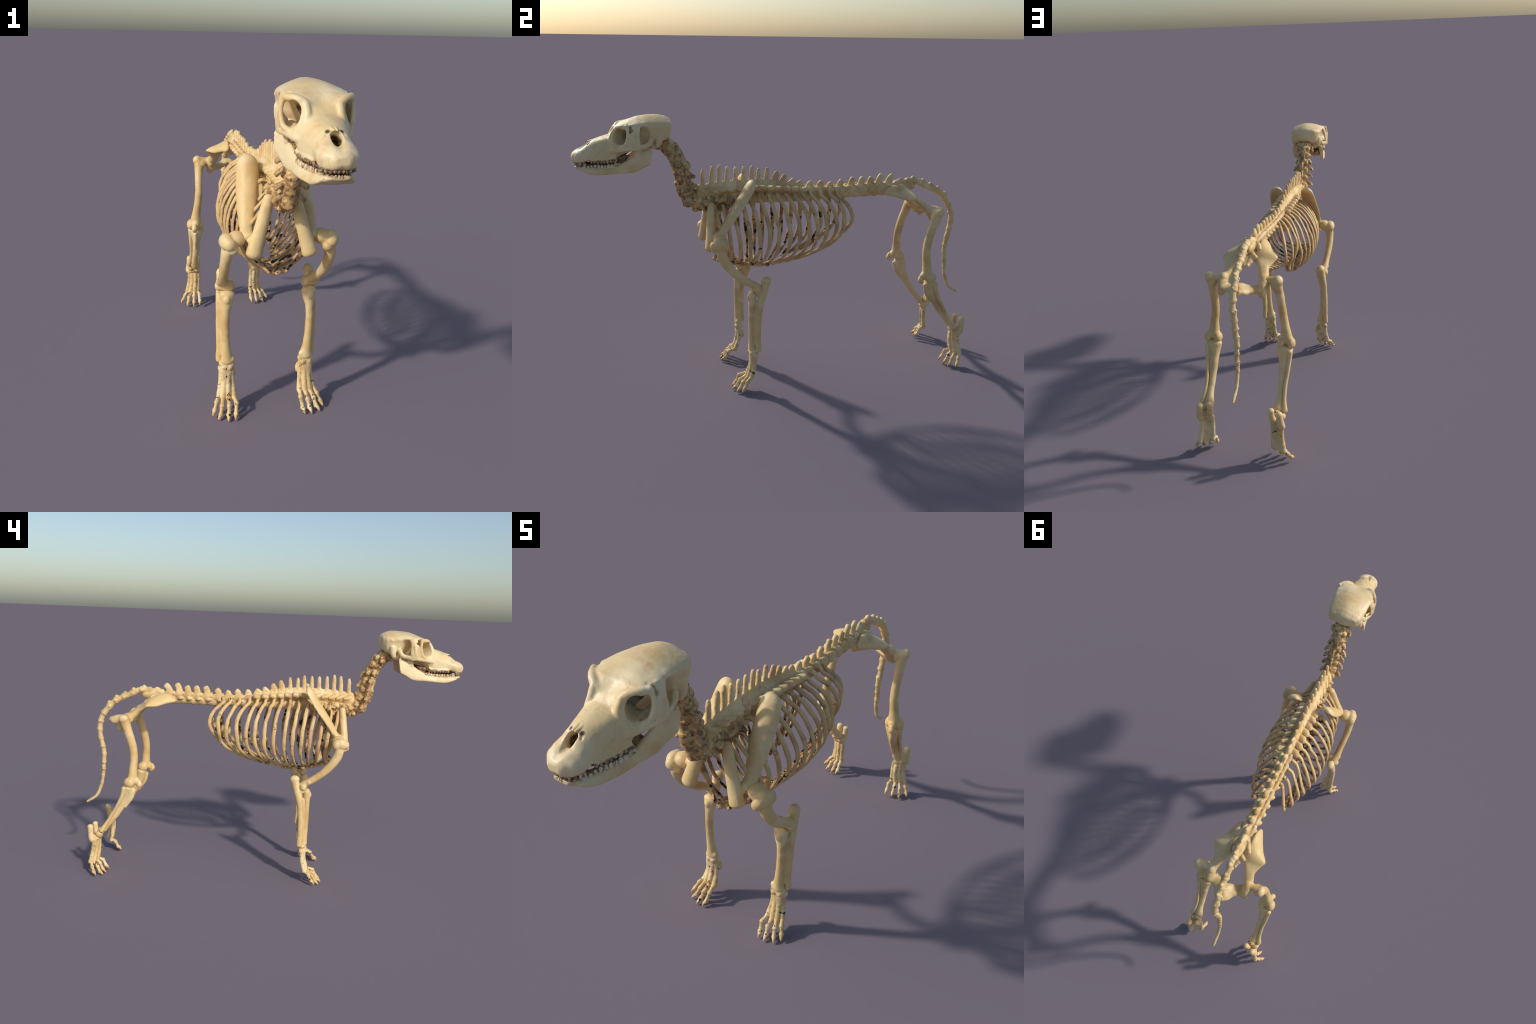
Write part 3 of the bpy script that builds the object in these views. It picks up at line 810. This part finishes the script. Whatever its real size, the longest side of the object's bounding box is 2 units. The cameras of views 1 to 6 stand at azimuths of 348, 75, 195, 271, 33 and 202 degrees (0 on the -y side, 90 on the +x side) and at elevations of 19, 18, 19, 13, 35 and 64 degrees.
hip = [
    plate([((.044, .496, .944), (.058, .498, .932), .014), ((.040, .540, .974), (.080, .548, .922), .022), ((.040, .588, .970), (.106, .592, .910), .024), ((.036, .630, .944), (.136, .632, .914), .025),
           ((.034, .658, .916), (.122, .658, .898), .026), ((.050, .688, .892), (.108, .690, .878), .034), ((.064, .72, .864), (.114, .722, .848), .040), ((.074, .745, .846), (.118, .748, .834), .044)]),
    ball((.096, .742, .842), (.024, .032, .030)),
    # ischium, swept back and in to the midline
    tube([(.098, .750, .832), (.088, .768, .812), (.062, .778, .808), (.035, .792, .814), (.012, .812, .823), (.0, .818, .825)], [(.030, .026), (.034, .021), (.028, .015), (.033, .015), (.044, .017), (.045, .019)], up=(0, 1, -.10), n=36),
    tube([(.094, .760, .815), (.097, .780, .794), (.098, .786, .786)], [.022, .020, .017]),
    ball((.010, .850, .818), (.012, .014, .016)),
]
pelvis = both(*hip)
put("pelvis", fuse("pelvis", pelvis, 0.003, 5, lumps=[(.05, .0025)]), "limb")

fem = [ball((.106, .743, .845), .022), tube([(.104, .743, .845), (.132, .746, .846), (.158, .748, .846)], [.019, .018, .022]),
       ball((.164, .750, .847), (.023, .027, .024)), ball((.150, .750, .822), (.022, .022, .024)), ball((.142, .734, .832), (.022, .018, .020)), ball((.183, .680, .526), (.020, .015, .024)),
       tube([(.157, .746, .838), (.159, .733, .800), (.162, .714, .745), (.164, .700, .690), (.169, .695, .640), (.176, .698, .590), (.180, .700, .555), (.182, .705, .530)],
            [(.024, .026), (.0215, .0245), (.0195, .0225), (.0190, .0220), (.0195, .0215), (.0215, .0225), (.027, .025), (.031, .027)], n=40),
       ball((.206, .714, .522), (.020, .028, .027)), ball((.158, .714, .522), (.021, .029, .027)), tube([(.181, .686, .545), (.183, .680, .520)], [(.018, .012), (.017, .013)])]
pair("femur", fuse("femur", fem, 0.003, 5, lumps=[(.05, .003)]), "limb")
pair("patella", fuse("patella", [tube([(.190, .668, .527), (.191, .664, .510), (.190, .670, .498)], [.012, .015, .011])], 0.0025, 2, lumps=[(.02, .003)]), "limb")
tib = [tube([(.176, .724, .492), (.175, .728, .472), (.173, .740, .435), (.172, .760, .390), (.172, .785, .345), (.172, .815, .305), (.171, .842, .272), (.170, .858, .252)],
            [(.040, .029), (.034, .029), (.0235, .0255), (.019, .0205), (.017, .0175), (.0165, .016), (.019, .017), (.026, .019)], n=40),
       tube([(.184, .696, .478), (.182, .708, .435), (.178, .742, .380)], [(.011, .012), (.009, .012), (.006, .008)]), ball((.155, .720, .490), (.016, .018, .012)), ball((.200, .722, .490), (.016, .018, .012)),
       ball((.155, .866, .248), (.010, .012, .016))]
tib.append(tube([(.190, .742, .465), (.185, .770, .40), (.183, .802, .33), (.186, .842, .275)], [(.010, .007), (.008, .005), (.007, .005), (.009, .006)]))
pair("tibia", fuse("tibia", tib, 0.003, 4, lumps=[(.05, .003)]), "limb")
fib = [tube([(.204, .742, .488), (.203, .752, .450), (.198, .780, .390), (.194, .812, .335), (.196, .842, .285), (.203, .864, .250)], [.014, .0105, .009, .009, .0102, .0125], n=30)]
pair("fibula", fuse("fibula", fib, 0.0026, 3, lumps=[(.05, .002)]), "limb")

tars = [ball((.168, .874, .238), (.022, .020, .020)), ball((.192, .880, .228), (.018, .020, .018)), ball((.165, .888, .208), (.022, .022, .016)), ball((.186, .896, .204), (.020, .020, .016)),
        tube([(.152, .890, .196), (.196, .904, .194)], [(.014, .014)] * 2, up=(0, 0, 1))]
rays = [((.149, .889, .186), (.148, .890, .130), (.150, .899, .072), .0105), ((.165, .887, .186), (.164, .888, .130), (.169, .901, .070), .0110),
        ((.181, .893, .186), (.182, .898, .130), (.189, .910, .068), .0110), ((.193, .906, .186), (.197, .914, .130), (.206, .925, .072), .0120)]
toes = [[(.149, .899, .074), (.145, .873, .064), (.146, .858, .034), (.148, .838, .014)],
        [(.170, .899, .070), (.175, .882, .056), (.177, .868, .024), (.180, .848, .004)],
        [(.190, .907, .066), (.203, .888, .046), (.209, .875, .020), (.217, .857, .006)],
        [(.207, .922, .068), (.223, .912, .050), (.235, .901, .028), (.247, .888, .014)]]
paw("hindpaw", tars, rays, toes)
calc = [tube([(.192, .926, .268), (.195, .924, .235), (.199, .919, .205), (.198, .914, .196)], [.0160, .0150, .0170, .018]), tube([(.195, .915, .210), (.185, .898, .212)], .011)]
pair("calcaneus", fuse("calcaneus", calc, 0.0026, 3, lumps=[(.03, .002)]), "limb")
calc = [tube([(.150, .911, .272), (.150, .908, .245), (.153, .902, .222), (.160, .890, .212)], [.0152, .0140, .0175, .0185])]
pair("calcaneus", fuse("calcaneus", calc, 0.0026, 3, lumps=[(.03, .002)]), "limb")
